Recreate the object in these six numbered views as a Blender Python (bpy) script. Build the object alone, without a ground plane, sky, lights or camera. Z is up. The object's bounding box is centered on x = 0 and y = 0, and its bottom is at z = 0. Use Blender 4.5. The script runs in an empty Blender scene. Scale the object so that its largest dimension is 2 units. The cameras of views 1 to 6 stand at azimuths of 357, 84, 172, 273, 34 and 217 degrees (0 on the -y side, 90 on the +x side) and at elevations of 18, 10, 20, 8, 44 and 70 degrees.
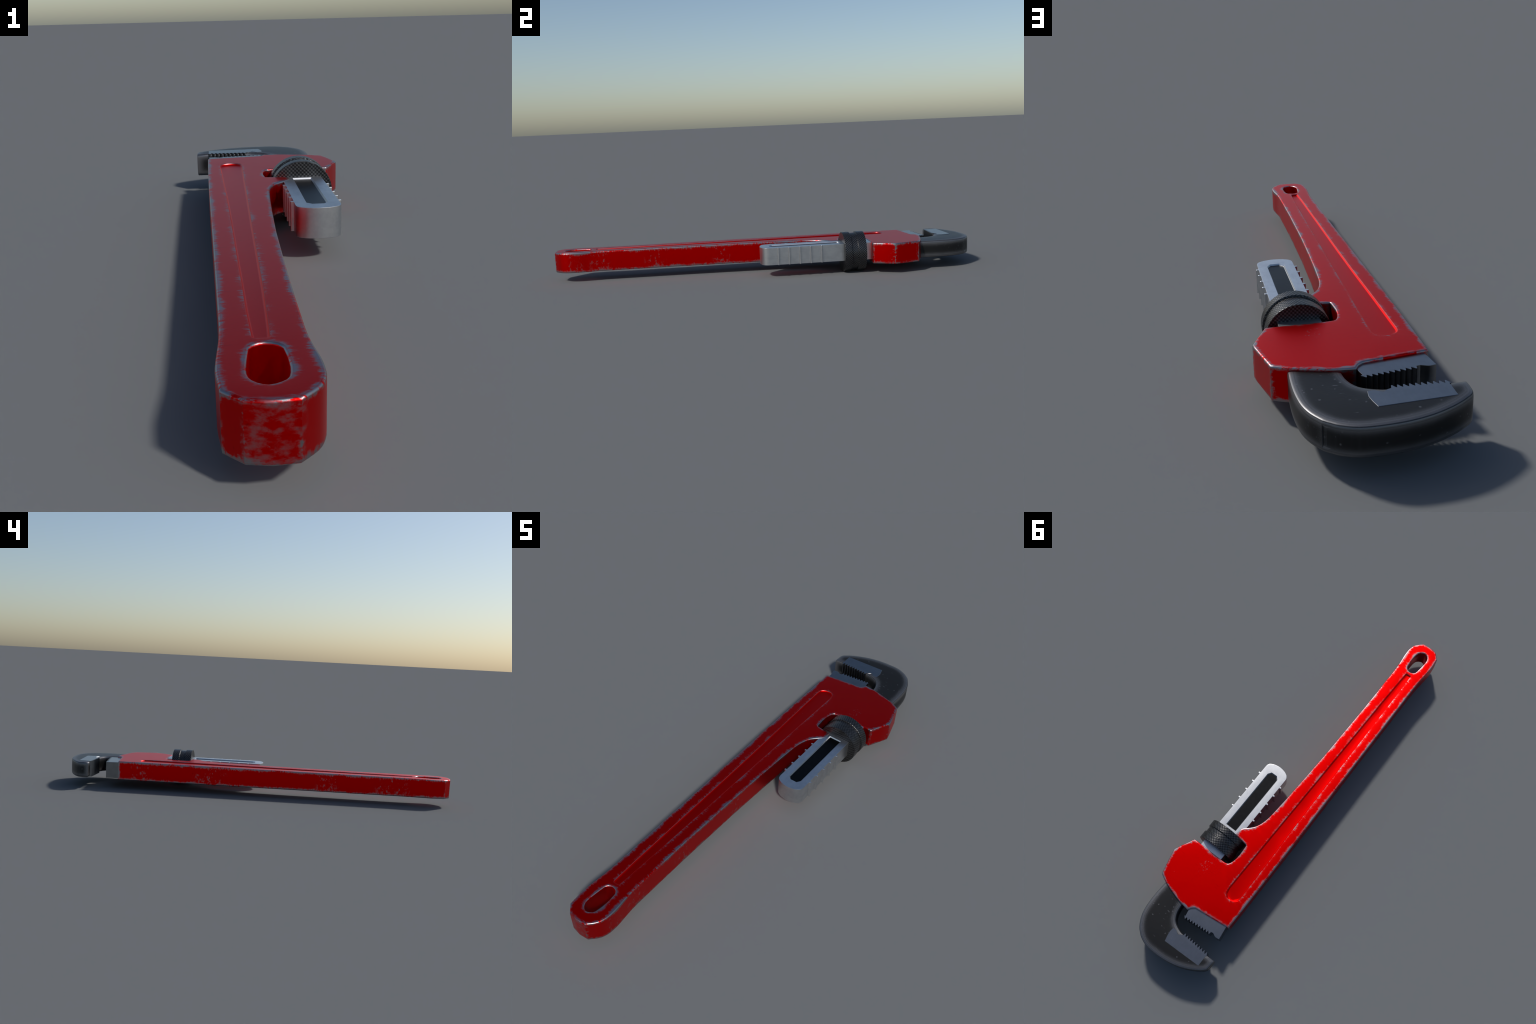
import bpy, bmesh, math
from mathutils import Vector

# ------------------------------------------------------------------ helpers
ZC = 0.0935                       # mid plane of the whole wrench


def sub(a, b): return (a[0] - b[0], a[1] - b[1])


def area(p):
    return 0.5 * sum(p[i][0] * p[(i + 1) % len(p)][1] - p[(i + 1) % len(p)][0] * p[i][1] for i in range(len(p)))


def ccw(p):
    return list(p) if area(p) > 0 else list(reversed(p))


def catmull(pts, n=4):
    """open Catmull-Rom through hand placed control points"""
    out = []
    for i in range(len(pts) - 1):
        p0 = pts[max(i - 1, 0)]; p1 = pts[i]; p2 = pts[i + 1]; p3 = pts[min(i + 2, len(pts) - 1)]
        for k in range(n):
            t = k / n
            out.append(tuple(0.5 * (2 * p1[j] + (p2[j] - p0[j]) * t + (2 * p0[j] - 5 * p1[j] + 4 * p2[j] - p3[j]) * t * t
                             + (3 * p1[j] - p0[j] - 3 * p2[j] + p3[j]) * t ** 3) for j in (0, 1)))
    out.append(pts[-1])
    return out


def fillet(p0, p1, p2, r, n=5):
    """arc that rounds the corner p1, starting r away from it"""
    a = Vector(sub(p0, p1)).normalized() * r
    b = Vector(sub(p2, p1)).normalized() * r
    c = Vector(p1)
    out = []
    for k in range(n + 1):
        t = k / n
        q = (c + a) * (1 - t) ** 2 + c * 2 * t * (1 - t) + (c + b) * t * t
        out.append((q.x, q.y))
    return out


def offset(poly, d):
    """inset a ccw polygon by d (negative grows it)"""
    n = len(poly); out = []
    for i in range(n):
        p, q, r = Vector(poly[i - 1]), Vector(poly[i]), Vector(poly[(i + 1) % n])
        e1 = (q - p).normalized(); e2 = (r - q).normalized()
        n1 = Vector((-e1.y, e1.x)); n2 = Vector((-e2.y, e2.x))
        m = n1 + n2
        if m.length < 1e-6:
            m = n1
        m.normalize()
        k = d / max(m.dot(n1), 0.45)
        out.append((q.x + m.x * k, q.y + m.y * k))
    return out


class Solid:
    """plate-like solid symmetric about z = 0, built from lofted loops"""
    def __init__(self):
        self.bm = bmesh.new()

    def ring(self, poly, z):
        return [self.bm.verts.new((x, y, z)) for x, y in poly]

    def loft(self, rings):
        for a, b in zip(rings, rings[1:]):
            n = len(a)
            for i in range(n):
                j = (i + 1) % n
                try:
                    self.bm.faces.new((a[i], a[j], b[j], b[i]))
                except ValueError:
                    pass

    def cap(self, loops):
        edges = []
        for l in loops:
            for i in range(len(l)):
                a, b = l[i], l[(i + 1) % len(l)]
                e = self.bm.edges.get((a, b)) or self.bm.edges.new((a, b))
                edges.append(e)
        bmesh.ops.triangle_fill(self.bm, edges=edges, use_beauty=True, use_dissolve=False)

    def finish(self, name, mat, angle=35):
        bm = self.bm
        bmesh.ops.recalc_face_normals(bm, faces=bm.faces)
        return mesh_object(name, bm, mat, angle)


def mesh_object(name, bm, mat, angle=35):
    lim = math.radians(angle)
    for f in bm.faces:
        f.smooth = True
    for e in bm.edges:
        e.smooth = not (len(e.link_faces) != 2 or e.calc_face_angle(0) > lim)
    me = bpy.data.meshes.new(name)
    bm.to_mesh(me); bm.free()
    me.materials.append(mat)
    ob = bpy.data.objects.new(name, me)
    bpy.context.collection.objects.link(ob)
    wn = ob.modifiers.new("weighted_normals", 'WEIGHTED_NORMAL')
    wn.keep_sharp = True
    wn.weight = 80
    return ob


def round_profile(half, r, n=4):
    """(inset, z) pairs that go round the edge of a plate from its side to its face"""
    return [(r * (1 - math.cos(t)), half - r + r * math.sin(t)) for t in [math.pi / 2 * k / n for k in range(n + 1)]]


def plate(name, mat, outline, half, r, holes=(), grooves=(), depth=0.0, slope=0.0, rim=0.0015, nr=3, angle=35, mid=1):
    """Plate with rounded edges, through holes and shallow sloped recesses on both faces."""
    s = Solid()
    outline = ccw(outline)
    prof = round_profile(half, r, nr)
    sides = {}
    full = [(i, -z) for i, z in reversed(prof)]
    full += [(0.0, -(half - r) + 2 * (half - r) * k / mid) for k in range(1, mid)] if mid > 1 else []
    full += prof
    rings = [s.ring(offset(outline, i), z) for i, z in full]
    s.loft(rings)
    caps = {-1: [rings[0]], 1: [rings[-1]]}
    for h in holes:
        h = ccw(h)
        hr = [s.ring(offset(h, -i), z) for i, z in full]
        s.loft(hr)
        caps[-1].append(hr[0]); caps[1].append(hr[-1])
    for sg in (-1, 1):
        for g in grooves:
            g = ccw(g)
            g0 = s.ring(offset(g, -rim), sg * half)
            g1 = s.ring(offset(g, -rim * 0.3), sg * (half - rim * 0.3))
            g2 = s.ring(offset(g, 0.0), sg * (half - rim))
            g3 = s.ring(offset(g, slope), sg * (half - depth + rim * 0.6))
            g4 = s.ring(offset(g, slope + rim), sg * (half - depth))
            s.loft([g0, g1, g2, g3, g4])
            caps[sg].append(g0)
            s.cap([g4])
        s.cap(caps[sg])
    return s.finish(name, mat, angle)


# ------------------------------------------------------------------ materials
class Nodes:
    def __init__(self, name):
        self.mat = bpy.data.materials.new(name)
        self.mat.use_nodes = True
        self.t = self.mat.node_tree
        self.bsdf = self.t.nodes["Principled BSDF"]
        self.co = self.t.nodes.new("ShaderNodeTexCoord").outputs["Object"]

    def put(self, sock, v):
        if isinstance(v, bpy.types.NodeSocket):
            self.t.links.new(v, sock)
        else:
            sock.default_value = v

    def math(self, op, a, b=0.0, c=0.0, clamp=False):
        n = self.t.nodes.new("ShaderNodeMath"); n.operation = op; n.use_clamp = clamp
        for s, v in zip(n.inputs, (a, b, c)):
            self.put(s, v)
        return n.outputs[0]

    def vmath(self, op, a, b):
        n = self.t.nodes.new("ShaderNodeVectorMath"); n.operation = op
        self.put(n.inputs[0], a); self.put(n.inputs[1], b)
        return n.outputs["Value"] if op == 'DOT_PRODUCT' else n.outputs[0]

    def mapping(self, scale=(1, 1, 1), rot=(0, 0, 0), loc=(0, 0, 0)):
        n = self.t.nodes.new("ShaderNodeMapping")
        self.t.links.new(self.co, n.inputs["Vector"])
        n.inputs["Scale"].default_value = scale
        n.inputs["Rotation"].default_value = rot
        n.inputs["Location"].default_value = loc
        return n.outputs[0]

    def noise(self, scale, detail=4.0, rough=0.6, vec=None, dist=0.0):
        n = self.t.nodes.new("ShaderNodeTexNoise")
        self.t.links.new(vec if vec else self.co, n.inputs["Vector"])
        n.inputs["Scale"].default_value = scale
        n.inputs["Detail"].default_value = detail
        n.inputs["Roughness"].default_value = rough
        n.inputs["Distortion"].default_value = dist
        return n.outputs["Fac"]

    def voronoi(self, scale, vec=None):
        n = self.t.nodes.new("ShaderNodeTexVoronoi")
        self.t.links.new(vec if vec else self.co, n.inputs["Vector"])
        n.inputs["Scale"].default_value = scale
        return n.outputs["Distance"]

    def step(self, v, lo, hi):
        n = self.t.nodes.new("ShaderNodeMapRange"); n.interpolation_type = 'SMOOTHSTEP'; n.clamp = True
        self.put(n.inputs["Value"], v)
        n.inputs["From Min"].default_value = lo; n.inputs["From Max"].default_value = hi
        return n.outputs["Result"]

    def mix(self, f, a, b):
        n = self.t.nodes.new("ShaderNodeMix"); n.data_type = 'RGBA'
        self.put(n.inputs[0], f); self.put(n.inputs[6], a); self.put(n.inputs[7], b)
        return n.outputs[2]

    def fmix(self, f, a, b):
        n = self.t.nodes.new("ShaderNodeMix"); n.data_type = 'FLOAT'
        self.put(n.inputs[0], f); self.put(n.inputs[2], a); self.put(n.inputs[3], b)
        return n.outputs[0]

    def xyz(self, v=None):
        n = self.t.nodes.new("ShaderNodeSeparateXYZ")
        self.t.links.new(v if v else self.co, n.inputs[0])
        return n.outputs

    def edge(self, radius, samples=8):
        """0 on flat ground, rising toward edges: rounded normal against face normal"""
        b = self.t.nodes.new("ShaderNodeBevel"); b.samples = samples
        b.inputs["Radius"].default_value = radius
        g = self.t.nodes.new("ShaderNodeNewGeometry")
        d = self.vmath('DOT_PRODUCT', b.outputs[0], g.outputs["True Normal"])
        return self.math('SUBTRACT', 1.0, d), g

    def bump(self, h, strength, dist=0.002):
        n = self.t.nodes.new("ShaderNodeBump")
        n.inputs["Strength"].default_value = strength
        n.inputs["Distance"].default_value = dist
        self.t.links.new(h, n.inputs["Height"])
        self.t.links.new(n.outputs[0], self.bsdf.inputs["Normal"])

    def out(self, color, metallic, rough):
        self.put(self.bsdf.inputs["Base Color"], color)
        self.put(self.bsdf.inputs["Metallic"], metallic)
        self.put(self.bsdf.inputs["Roughness"], rough)
        return self.mat


# knocked stretches: flank (-1 back of the handle, 1 throat side), y, half length
KNOCKS = [(-1, 0.595, 0.07), (-1, 0.235, 0.11), (-1, -0.365, 0.07), (-1, -0.70, 0.11), (1, -0.90, 0.05), (1, -0.785, 0.06), (1, -0.52, 0.06), (1, -0.20, 0.05)]


def red_paint():
    m = Nodes("worn_red_paint")
    e, geo = m.edge(0.024, 12)
    q = m.math('SQRT', m.math('MAXIMUM', e, 0.0))
    # ragged fringe of the worn edges: fine noise, drawn out across the handle
    fray = m.noise(1.0, 5, 0.65, m.mapping((60, 170, 110)))
    broad = m.noise(16.0, 3, 0.55)
    x, y, z = m.xyz()
    nz = m.math('ABSOLUTE', m.xyz(geo.outputs["True Normal"])[2])
    az = m.math('ABSOLUTE', z)
    # recess floors lie below the faces and keep their paint
    inside_x = m.math('MULTIPLY', m.math('GREATER_THAN', x, -0.160), m.math('LESS_THAN', x, -0.072))
    inside = m.math('MULTIPLY', inside_x, m.math('GREATER_THAN', y, -0.813))
    keep = m.fmix(inside, 1.0, m.step(az, 0.0450, 0.0476))
    brink = m.math('MULTIPLY', m.math('MULTIPLY', m.step(nz, 0.08, 0.3), m.math('SUBTRACT', 1.0, m.step(nz, 0.94, 0.99))), m.step(az, 0.0425, 0.0450))
    fr = m.math('ADD', m.math('MULTIPLY', m.math('SUBTRACT', fray, 0.5), 1.05),
                m.math('MULTIPLY', m.math('SUBTRACT', broad, 0.5), 0.95))
    wear = m.math('MULTIPLY', m.step(m.math('ADD', q, fr), 0.20, 0.32), m.step(q, 0.03, 0.12))
    wear = m.math('MAXIMUM', wear, m.math('MULTIPLY', brink, m.step(m.math('ADD', m.fmix(inside, 0.5, 0.36), fr), 0.36, 0.50)))
    wear = m.math('MULTIPLY', wear, m.math('MULTIPLY', keep, m.fmix(inside, 1.0, 0.7)))
    # fine stray chips everywhere, denser along knocked stretches of the flanks
    ch = m.noise(1.0, 6, 0.7, m.mapping((75, 75, 60), loc=(1.3, 0, 0)))
    stray = m.math('MULTIPLY', m.step(ch, 0.69, 0.78), 0.5)
    flank = m.math('SUBTRACT', 1.0, m.step(nz, 0.2, 0.5))
    knock = None
    for side, yc, w in KNOCKS:
        d = m.step(m.math('MULTIPLY', m.math('ABSOLUTE', m.math('SUBTRACT', y, yc)), -1.0), -w, -0.2 * w)
        on = m.math('GREATER_THAN', m.math('MULTIPLY', m.math('ADD', x, 0.115), side), 0.0)
        d = m.math('MULTIPLY', d, on)
        knock = d if knock is None else m.math('MAXIMUM', knock, d)
    scrape = m.noise(1.0, 6, 0.68, m.mapping((50, 62, 44), rot=(0.6, 0, 0.3)))
    low = m.step(m.math('MULTIPLY', z, -1.0), -0.03, 0.045)
    flank_chips = m.math('MULTIPLY', m.step(m.math('ADD', scrape, m.math('MULTIPLY', low, 0.08)), 0.555, 0.73), m.math('MULTIPLY', knock, flank))
    # one scuffed patch on the head beside the nut slot
    head = m.math('ADD', m.math('POWER', m.math('SUBTRACT', x, 0.048), 2.0), m.math('POWER', m.math('SUBTRACT', y, 0.560), 2.0))
    patch = m.math('MULTIPLY', m.step(m.math('ADD', m.math('MULTIPLY', head, -90.0), m.math('MULTIPLY', m.noise(18.0, 2, 0.5), 0.6)), 0.10, 0.36), m.math('SUBTRACT', 1.0, flank))
    patch = m.math('MULTIPLY', m.step(m.math('ADD', m.noise(85.0, 4, 0.65), m.math('MULTIPLY', patch, 0.06)), 0.60, 0.72), patch)
    chips = m.math('MAXIMUM', stray, m.math('MAXIMUM', m.math('MULTIPLY', flank_chips, 0.6), m.math('MULTIPLY', patch, 0.32)))
    # the knocked butt end of the handle
    butt = m.step(m.math('MULTIPLY', y, -1.0), 0.986, 0.996)
    mid = m.math('ADD', m.math('MULTIPLY', m.math('ABSOLUTE', m.math('ADD', x, 0.117)), -1.6), 0.03)
    bl = m.step(m.math('ADD', mid, m.noise(1.0, 4, 0.6, m.mapping((38, 60, 62)))), 0.44, 0.72)
    worn_end = m.math('MULTIPLY', m.math('MULTIPLY', butt, bl), 0.46)
    bare = m.math('MAXIMUM', m.math('MAXIMUM', wear, chips), worn_end)
    # the bore of the hanging hole keeps its paint
    bore = m.math('MULTIPLY', m.math('MULTIPLY', inside_x, m.math('LESS_THAN', y, -0.813)), m.math('MULTIPLY', m.math('GREATER_THAN', y, -0.97), flank))
    bare = m.math('MULTIPLY', bare, m.math('SUBTRACT', 1.0, bore))
    # faint dark scuffs
    sc = m.step(m.noise(1.0, 4, 0.6, m.mapping((14, 240, 60))), 0.66, 0.72)
    tone = m.noise(240.0, 2, 0.6)
    paint = m.mix(m.math('MULTIPLY', tone, 0.35), (0.71, 0.0, 0.0, 1), (0.57, 0.0, 0.0, 1))
    paint = m.mix(m.math('MULTIPLY', sc, 0.35), paint, (0.25, 0.0, 0.0, 1))
    col = m.mix(bare, paint, (0.28, 0.29, 0.31, 1))
    m.bump(m.math('ADD', m.math('MULTIPLY', bare, -0.6), m.math('MULTIPLY', tone, 0.25)), 0.12, 0.002)
    return m.out(col, m.fmix(bare, 0.97, 1.0), m.fmix(bare, 0.38, 0.36))


def steel(name, light, dark, rough, spots=0.5):
    m = Nodes(name)
    n1 = m.noise(28.0, 4, 0.6)
    n2 = m.noise(1.0, 3, 0.6, m.mapping((150, 30, 150)))
    f = m.math('ADD', m.math('MULTIPLY', n1, 0.7), m.math('MULTIPLY', n2, 0.3))
    f = m.step(f, 0.35, 0.68)
    col = m.mix(f, light, dark)
    r = m.math('ADD', rough, m.math('MULTIPLY', m.math('SUBTRACT', n1, 0.5), 0.12 * spots))
    return m.out(col, 1.0, r)


def forged_black():
    m = Nodes("forged_dark_steel")
    e, geo = m.edge(0.045, 12)
    n1 = m.noise(11.0, 3, 0.55)
    pale_edge = m.step(m.math('ADD', m.math('SQRT', m.math('MAXIMUM', e, 0.0)), m.math('MULTIPLY', m.math('SUBTRACT', n1, 0.5), 0.12)), 0.02, 0.38)  # colour grows paler toward the edges, broken up by noise
    cells = m.voronoi(60.0)
    keep = m.step(m.noise(60.0, 2, 0.5, m.mapping(loc=(2, 5, 1))), 0.50, 0.62)
    sp = m.math('MULTIPLY', m.step(m.math('MULTIPLY', cells, -1.0), -0.26, -0.08), keep)
    scr = m.step(m.noise(1.0, 3, 0.5, m.mapping((20, 150, 40), rot=(0, 0, 0.7))), 0.70, 0.75)
    marks = m.math('MULTIPLY', m.math('MAXIMUM', sp, scr), 0.5)
    f = m.math('MAXIMUM', m.math('MULTIPLY', pale_edge, 0.85), marks)
    col = m.mix(f, (0.019, 0.019, 0.0193, 1), (0.215, 0.215, 0.225, 1))
    fine = m.noise(140.0, 3, 0.6)
    m.bump(fine, 0.06, 0.002)
    m.put(m.bsdf.inputs["Specular IOR Level"], 0.3)
    return m.out(col, m.fmix(f, 0.55, 0.85), m.fmix(f, 0.40, 0.40))


def knurled():
    m = Nodes("knurled_dark_steel")
    geo = m.t.nodes.new("ShaderNodeNewGeometry")
    x, y, z = m.xyz()
    ny = m.math('ABSOLUTE', m.xyz(geo.outputs["True Normal"])[1])
    end = m.step(ny, 0.85, 0.95)
    ang = m.math('MULTIPLY', m.math('ARCTAN2', z, x), 0.0935)
    u = m.fmix(end, ang, x)
    v = m.fmix(end, y, z)
    k = 2 * math.pi / 0.0112
    a = m.math('SINE', m.math('MULTIPLY', u, k * 1.0))
    b = m.math('SINE', m.math('MULTIPLY', v, k * 1.0))
    p = m.math('ADD', m.math('MULTIPLY', m.math('MULTIPLY', a, b), 0.5), 0.5)
    n1 = m.noise(40.0, 3, 0.6)
    f = m.step(m.math('ADD', p, m.math('MULTIPLY', m.math('SUBTRACT', n1, 0.5), 0.5)), 0.25, 0.85)
    col = m.mix(f, (0.024, 0.024, 0.025, 1), (0.095, 0.095, 0.098, 1))
    m.bump(p, 0.3, 0.002)
    return m.out(col, 0.85, 0.34)


def recess_paint():
    m = Nodes("dark_recess_finish")
    n1 = m.noise(70.0, 3, 0.6)
    col = m.mix(n1, (0.012, 0.0122, 0.013, 1), (0.022, 0.0223, 0.023, 1))
    m.bump(n1, 0.1, 0.001)
    return m.out(col, 1.0, 0.36)


RED = red_paint()
ROD = steel("bright_rod_steel", (0.64, 0.65, 0.66, 1), (0.54, 0.55, 0.57, 1), 0.36)
JAW = steel("ground_jaw_steel", (0.25, 0.255, 0.265, 1), (0.22, 0.225, 0.235, 1), 0.28, 0.3)
BLACK = forged_black()
KNURL = knurled()
DARK = recess_paint()

# ------------------------------------------------------------------ the thing
root = bpy.data.objects.new("pipe_wrench", None)
root.empty_display_size = 0.1
bpy.context.collection.objects.link(root)
root["label"] = "red pipe wrench with worn paint and toothed steel jaws"
root["category"] = "pipe wrench"


def child(ob, parent, loc=(0, 0, ZC), rotz=0.0):
    ob.parent = parent
    ob.location = loc
    ob.rotation_euler = (0, 0, rotz)
    return ob


# ------------------------------------------------------------------ handle
A = (-0.1895, 0.7146); E_ = (0.0051, 0.7640); B = (0.2008, 0.7095)
C0 = (0.2265, 0.6060); C = (0.2290, 0.5890); D = (0.1853, 0.4980)
outline = []
# straight back of the handle, running down to the butt
outline += [A, (-0.1900, 0.60), (-0.1890, 0.30), (-0.1860, 0.0), (-0.1830, -0.25), (-0.1805, -0.50), (-0.1785, -0.70)]
outline += catmull([(-0.1780, -0.755), (-0.1792, -0.800), (-0.1825, -0.845), (-0.1850, -0.881), (-0.1855, -0.9136), (-0.1805, -0.9640)], 3)
# faceted butt
outline += [(-0.1525, -0.9915), (-0.1165, -0.9978)]
outline += catmull([(-0.0800, -0.9945), (-0.0546, -0.9690), (-0.0428, -0.9461), (-0.0378, -0.9191), (-0.0387, -0.8808),
                    (-0.0431, -0.8431), (-0.0463, -0.8072), (-0.0475, -0.7700)], 3)
outline += [(-0.0478, -0.65), (-0.0472, -0.51), (-0.0448, -0.36), (-0.0425, -0.22), (-0.0396, -0.1368), (-0.0358, -0.033)]
# throat that sweeps up into the lip behind the nut
outline += catmull([(-0.0305, 0.084), (-0.0262, 0.153), (-0.0227, 0.200), (-0.0169, 0.2326), (-0.0072, 0.2625), (0.0065, 0.2860),
                    (0.0278, 0.3081), (0.0407, 0.3195), (0.0477, 0.3316), (0.0497, 0.3480)], 3)
outline += fillet((0.0497, 0.348), (0.0503, 0.3630), (-0.0200, 0.3720), 0.004, 2)
# slot for the adjusting nut
outline += fillet((0.05, 0.363), (-0.0210, 0.3720), (-0.0250, 0.44), 0.007, 3)
outline += [(-0.0245, 0.4250)]
outline += catmull([(-0.0232, 0.4500), (-0.0185, 0.4730), (-0.0085, 0.4925), (0.0070, 0.4975)], 3)
outline += fillet((0.01, 0.498), D, C, 0.004, 3)
outline += [C, C0, B]
# bowed front of the head and the seat of the heel jaw
outline += catmull([B, (0.1645, 0.7275), (0.1072, 0.7450), (0.0560, 0.7575), E_], 3)[1:]
outline += [(-0.0045, 0.7485), (-0.0185, 0.7368)]

hang_hole = catmull([(-0.1434, -0.857), (-0.1480, -0.905), (-0.1455, -0.932), (-0.1340, -0.9490), (-0.1170, -0.9570), (-0.0985, -0.9500),
                     (-0.0855, -0.9350), (-0.0806, -0.905), (-0.0812, -0.870)], 2)
hang_hole += catmull([(-0.0838, -0.8420), (-0.0925, -0.8270), (-0.1140, -0.8195), (-0.1320, -0.8265), (-0.1410, -0.8380)], 2)

groove = [(-0.0810, 0.575), (-0.0858, 0.25), (-0.0887, 0.05), (-0.0920, -0.15), (-0.0953, -0.40), (-0.0980, -0.60), (-0.1015, -0.75)]
groove += fillet((-0.1015, -0.75), (-0.1035, -0.8050), (-0.115, -0.8055), 0.006, 3)
groove += fillet((-0.115, -0.8055), (-0.1305, -0.8050), (-0.1330, -0.70), 0.006, 3)
groove += [(-0.1335, -0.70), (-0.1348, -0.55), (-0.1368, -0.38), (-0.1400, -0.05), (-0.1432, 0.15), (-0.1480, 0.35)]
groove += catmull([(-0.1522, 0.575), (-0.1500, 0.5945), (-0.1412, 0.6060), (-0.1260, 0.6128), (-0.1076, 0.6150), (-0.0955, 0.6110), (-0.0845, 0.5990)], 3)


def resample(poly, step):
    out = []
    n = len(poly)
    for i in range(n):
        a, b = poly[i], poly[(i + 1) % n]
        k = max(1, int(math.dist(a, b) / step))
        out += [(a[0] + (b[0] - a[0]) * j / k, a[1] + (b[1] - a[1]) * j / k) for j in range(k)]
    return out


HH = 0.0484
handle = plate("handle", RED, offset(ccw(resample(outline, 0.035)), -0.0020), HH, 0.0050, holes=[offset(ccw(hang_hole), 0.0036)], grooves=[resample(groove, 0.05)],
               depth=0.0066, slope=0.0022, rim=0.0026, angle=33)
child(handle, root)

# ------------------------------------------------------------------ toothed jaws
JH = 0.0413


def tooth_mesh(name, prof, half):
    bm = bmesh.new()
    lo = [bm.verts.new((x, y, -half)) for x, y in prof]
    hi = [bm.verts.new((x, y, half)) for x, y in prof]
    n = len(prof)
    for i in range(n):
        j = (i + 1) % n
        bm.faces.new((lo[i], lo[j], hi[j], hi[i]))
    bm.faces.new(lo); bm.faces.new(hi)
    bmesh.ops.recalc_face_normals(bm, faces=bm.faces)
    return mesh_object(name, bm, JAW, 50)


def tooth_row(parent, first, last, count, prof):
    dx, dy = last[0] - first[0], last[1] - first[1]
    rot = math.atan2(dy, dx)
    base = tooth_mesh("tooth", prof, JH - 0.0003)
    for i in range(count):
        ob = base if i == 0 else base.copy()
        if i:
            bpy.context.collection.objects.link(ob)
        t = i / (count - 1)
        child(ob, parent, (first[0] + dx * t, first[1] + dy * t, 0), rot)


# heel jaw: fixed block in front of the head
heel = [(-0.0045, 0.7420), (0.0006, 0.7560), (0.0002, 0.7660), (-0.0030, 0.7800), (-0.0062, 0.7945), (-0.0140, 0.7926), (-0.1395, 0.7770),
        (-0.1510, 0.7742), (-0.1597, 0.7784), (-0.1655, 0.7812), (-0.1730, 0.7826), (-0.1890, 0.7796), (-0.1800, 0.7160), (-0.165, 0.7080), (-0.02, 0.7250)]
heel_jaw = plate("heel_jaw", JAW, heel, JH, 0.0012, nr=2, angle=30)
child(heel_jaw, root)
# row runs toward -x, local x points along the row, tips at local -y (that is world +y)
tooth_row(heel_jaw, (-0.0115, 0.8022), (-0.1378, 0.7882), 10,
          [(-0.0016, 0.0003), (0.0010, 0.0000), (0.0036, 0.0092), (0.0036, 0.0118), (-0.0092, 0.0118), (-0.0092, 0.0096), (-0.0046, 0.0050)])

# hook jaw: forged dark hook
hook_outer = catmull([(0.1480, 0.640), (0.1570, 0.690), (0.1632, 0.7324), (0.1662, 0.790), (0.1650, 0.840), (0.1590, 0.8860), (0.1460, 0.9230), (0.1262, 0.9545)], 3)
# small step added to the outer bend, imitates a break in the shading
added_step = [(0.1257, 0.9551), (0.1180, 0.9625)]
hook_outer += added_step
hook_outer += catmull([(0.1095, 0.9688), (0.0935, 0.9805), (0.0556, 0.9955), (0.0060, 0.9988), (-0.0552, 0.9945), (-0.1115, 0.9815), (-0.1608, 0.9610), (-0.1930, 0.9425)], 3)
hook_tip = catmull([(-0.2150, 0.9265), (-0.2255, 0.9150), (-0.2290, 0.9000), (-0.2300, 0.8800)], 2) + [(-0.2294, 0.8655)]
hook_inner = [(-0.1900, 0.8655), (-0.1200, 0.8640)] + catmull([(-0.0500, 0.8605), (-0.0333, 0.8585), (-0.0080, 0.8497), (0.0130, 0.8376), (0.0267, 0.8197), (0.0362, 0.7943),
                      (0.0395, 0.7647), (0.0390, 0.730), (0.0360, 0.690), (0.0330, 0.640)], 3)
base = ccw(resample(hook_outer + hook_tip + hook_inner, 0.02))
depth = [0.0030 if p == added_step[0] else 0.0014 if p == added_step[1] else 0.0 for p in base]
hook = offset(base, -0.0012)
# the added step bites into the flank only, not into the broken edges
flank_line = [(a[0] - 0.62 * d, a[1] - 0.78 * d) for a, d in zip(hook, depth)]
s = Solid()
# cast section: slightly crowned faces, edges broken, smooth from flank to face
section = [(0.0, 0.0), (0.0, 0.0290), (0.0010, 0.0362), (0.0030, 0.0382), (0.0090, 0.0396), (0.0160, 0.0402)]
section = [(0.0, 0.0), (0.0, 0.0240), (0.0, 0.0290)] + section[2:]
full = [(i, -z) for i, z in reversed(section[1:])] + section
rings = [s.ring(flank_line if abs(z) < 0.025 else offset(hook, i), z) for i, z in full]
s.loft(rings)
s.cap([rings[0]]); s.cap([rings[-1]])
hook_jaw = s.finish("hook_jaw", BLACK, 60)
hook_jaw.modifiers.clear()
child(hook_jaw, root)

# hardened plate let into the hook
pl = [(0.0030, 0.8634), (-0.0133, 0.8624), (-0.0212, 0.8685), (-0.0326, 0.8735), (-0.0422, 0.8655), (-0.0552, 0.8610),
      (-0.1880, 0.8675), (-0.1885, 0.9223), (-0.0036, 0.9310), (0.0028, 0.9058), (0.0060, 0.8850)]
jaw_plate = plate("jaw_plate", JAW, pl, JH, 0.0008, nr=1, angle=25)
child(jaw_plate, root)
tooth_row(jaw_plate, (-0.0571, 0.8505), (-0.1826, 0.8552), 10,
          [(-0.0010, 0.0004), (-0.0034, -0.0104), (-0.0034, -0.0138), (0.0094, -0.0138), (0.0094, -0.0116), (0.0046, -0.0060), (0.0016, -0.0003)])

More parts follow.
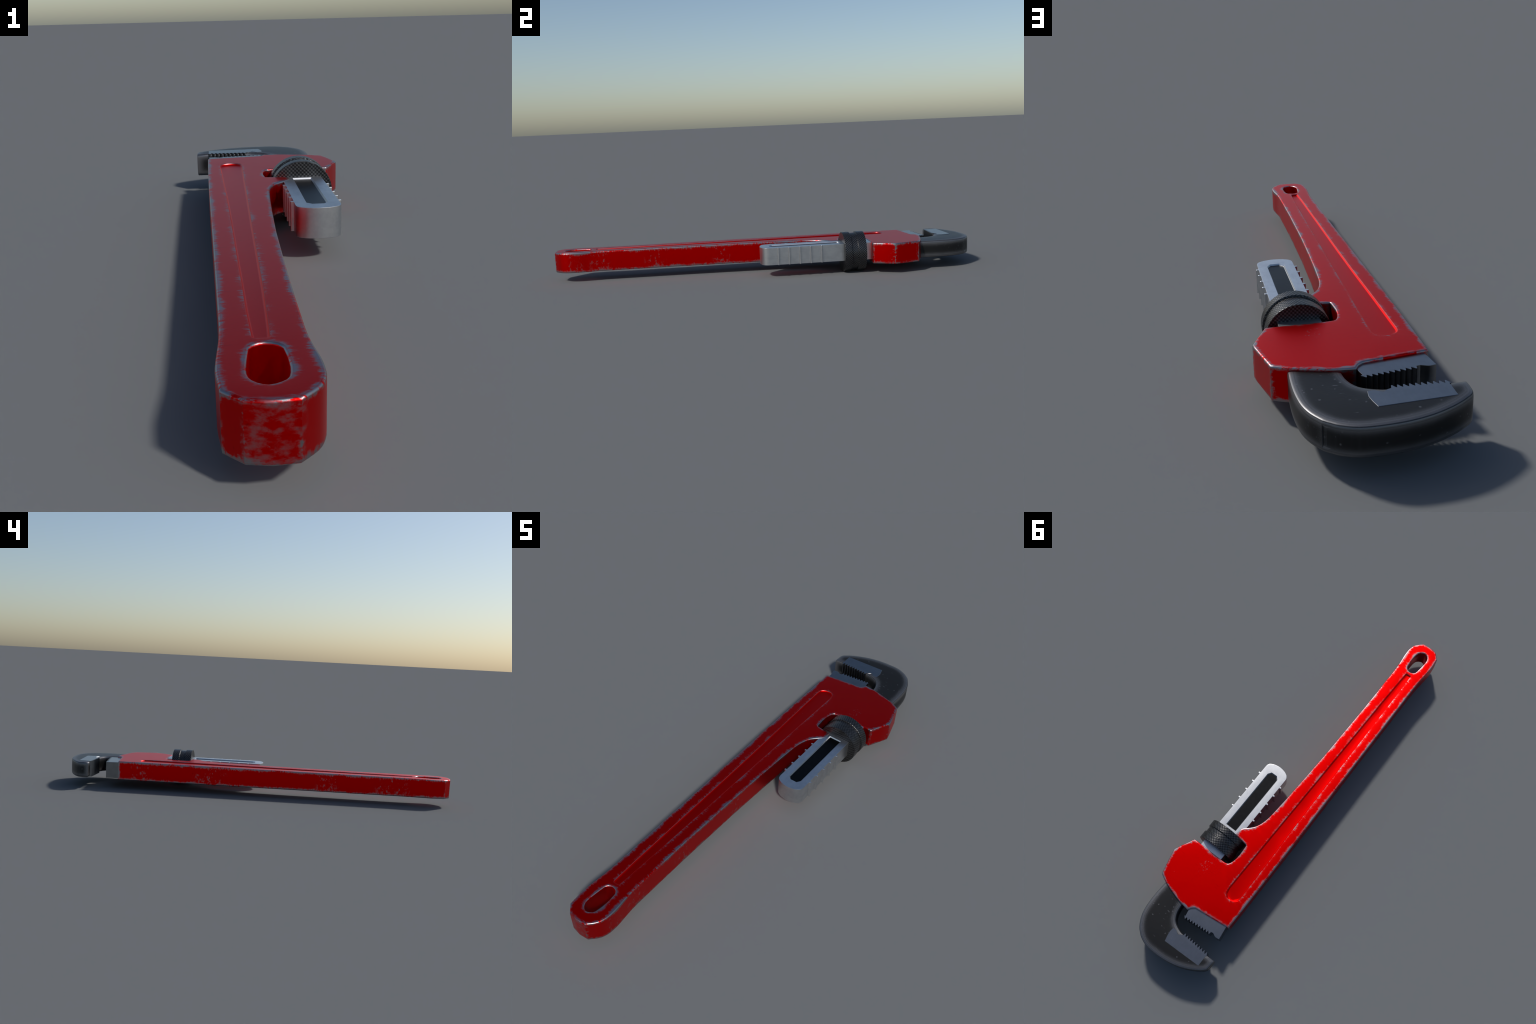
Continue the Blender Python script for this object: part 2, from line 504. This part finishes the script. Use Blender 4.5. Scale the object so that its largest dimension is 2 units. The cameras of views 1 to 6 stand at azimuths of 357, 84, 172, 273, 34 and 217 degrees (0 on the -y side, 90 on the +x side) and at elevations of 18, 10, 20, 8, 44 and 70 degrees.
# ------------------------------------------------------------------ shank with ridges
SX = 0.0893; SW = 0.0590
half_end = [(SW, 0.0160), (SW - 0.0015, 0.0045), (SW - 0.0070, -0.0060), (SW - 0.0175, -0.0135), (0.0270, -0.0195), (0.0, -0.0235)]
right = [(SX + x, y) for x, y in half_end]
left = [(SX - x, y) for x, y in reversed(half_end[:-1])]
end = catmull(right + left, 3)
shank_outline = [(SX - SW, 0.4985), (SX + SW, 0.4985)] + end
rw = 0.0280
rec = [(SX - rw, 0.352), (SX + rw, 0.352), (SX + rw, 0.0385), (SX + 0.0165, 0.0220), (SX - 0.0140, 0.0215), (SX - rw, 0.0365)]
SH = 0.0405
shank = plate("shank", ROD, resample(shank_outline, 0.06), SH, 0.0012, grooves=[rec], depth=0.0052, slope=0.0020, rim=0.0008, nr=2, angle=30)
child(shank, root, (0, 0, ZC + 0.0062))
panel = offset(ccw(rec), 0.0029)
rp = plate("recess_panel", DARK, panel, 0.0006, 0.0002, nr=1)
for i, sg in enumerate((1, -1)):
    ob = rp if i == 0 else rp.copy()
    if i:
        bpy.context.collection.objects.link(ob)
    child(ob, shank, (0, 0, sg * (SH - 0.0052 + 0.0002)))

ridge_profile = [(-0.004, -0.0058), (-0.001, -0.0052), (0.0010, -0.0040), (0.0066, -0.0037), (0.0082, -0.0023), (0.0086, 0.0),
                 (0.0082, 0.0023), (0.0066, 0.0037), (0.0010, 0.0040), (-0.001, 0.0052), (-0.004, 0.0058)]
ridge = plate("thread_ridge", ROD, ridge_profile, SH - 0.0004, 0.0006, nr=1, angle=50)
first = True
for k in range(5):
    y = 0.0580 + 0.0508 * k
    for sg in (1, -1):
        ob = ridge if first else ridge.copy()
        if not first:
            bpy.context.collection.objects.link(ob)
        first = False
        child(ob, shank, (SX + sg * SW, y, 0), 0.0 if sg > 0 else math.pi)

# ------------------------------------------------------------------ adjusting nut
NR = 0.0935
nut_profile = [(0.0, 0.3680), (0.06, 0.3680), (NR - 0.0018, 0.3680), (NR - 0.0006, 0.3686), (NR, 0.3700), (NR, 0.3920), (NR, 0.4012), (NR - 0.0010, 0.4022), (NR - 0.0048, 0.4034), (NR - 0.0053, 0.4047),
               (NR - 0.0053, 0.4298), (NR - 0.0046, 0.4311), (NR - 0.0010, 0.4322), (NR, 0.4334), (NR, 0.4682), (NR - 0.0006, 0.4696), (NR - 0.0018, 0.4702), (0.06, 0.4702), (0.0, 0.4702)]
bm = bmesh.new()
seg = 96
rings = []
for r, y in nut_profile:
    if r == 0:
        rings.append([bm.verts.new((0, y - 0.42, 0))])
    else:
        rings.append([bm.verts.new((r * math.cos(2 * math.pi * i / seg), y - 0.42, r * math.sin(2 * math.pi * i / seg))) for i in range(seg)])
for a, b in zip(rings, rings[1:]):
    for i in range(seg):
        j = (i + 1) % seg
        if len(a) == 1:
            bm.faces.new((a[0], b[i], b[j]))
        elif len(b) == 1:
            bm.faces.new((a[i], a[j], b[0]))
        else:
            bm.faces.new((a[i], a[j], b[j], b[i]))
bmesh.ops.recalc_face_normals(bm, faces=bm.faces)
nut = mesh_object("adjusting_nut", bm, KNURL, 30)
child(nut, root, (0.0897, 0.42, ZC))
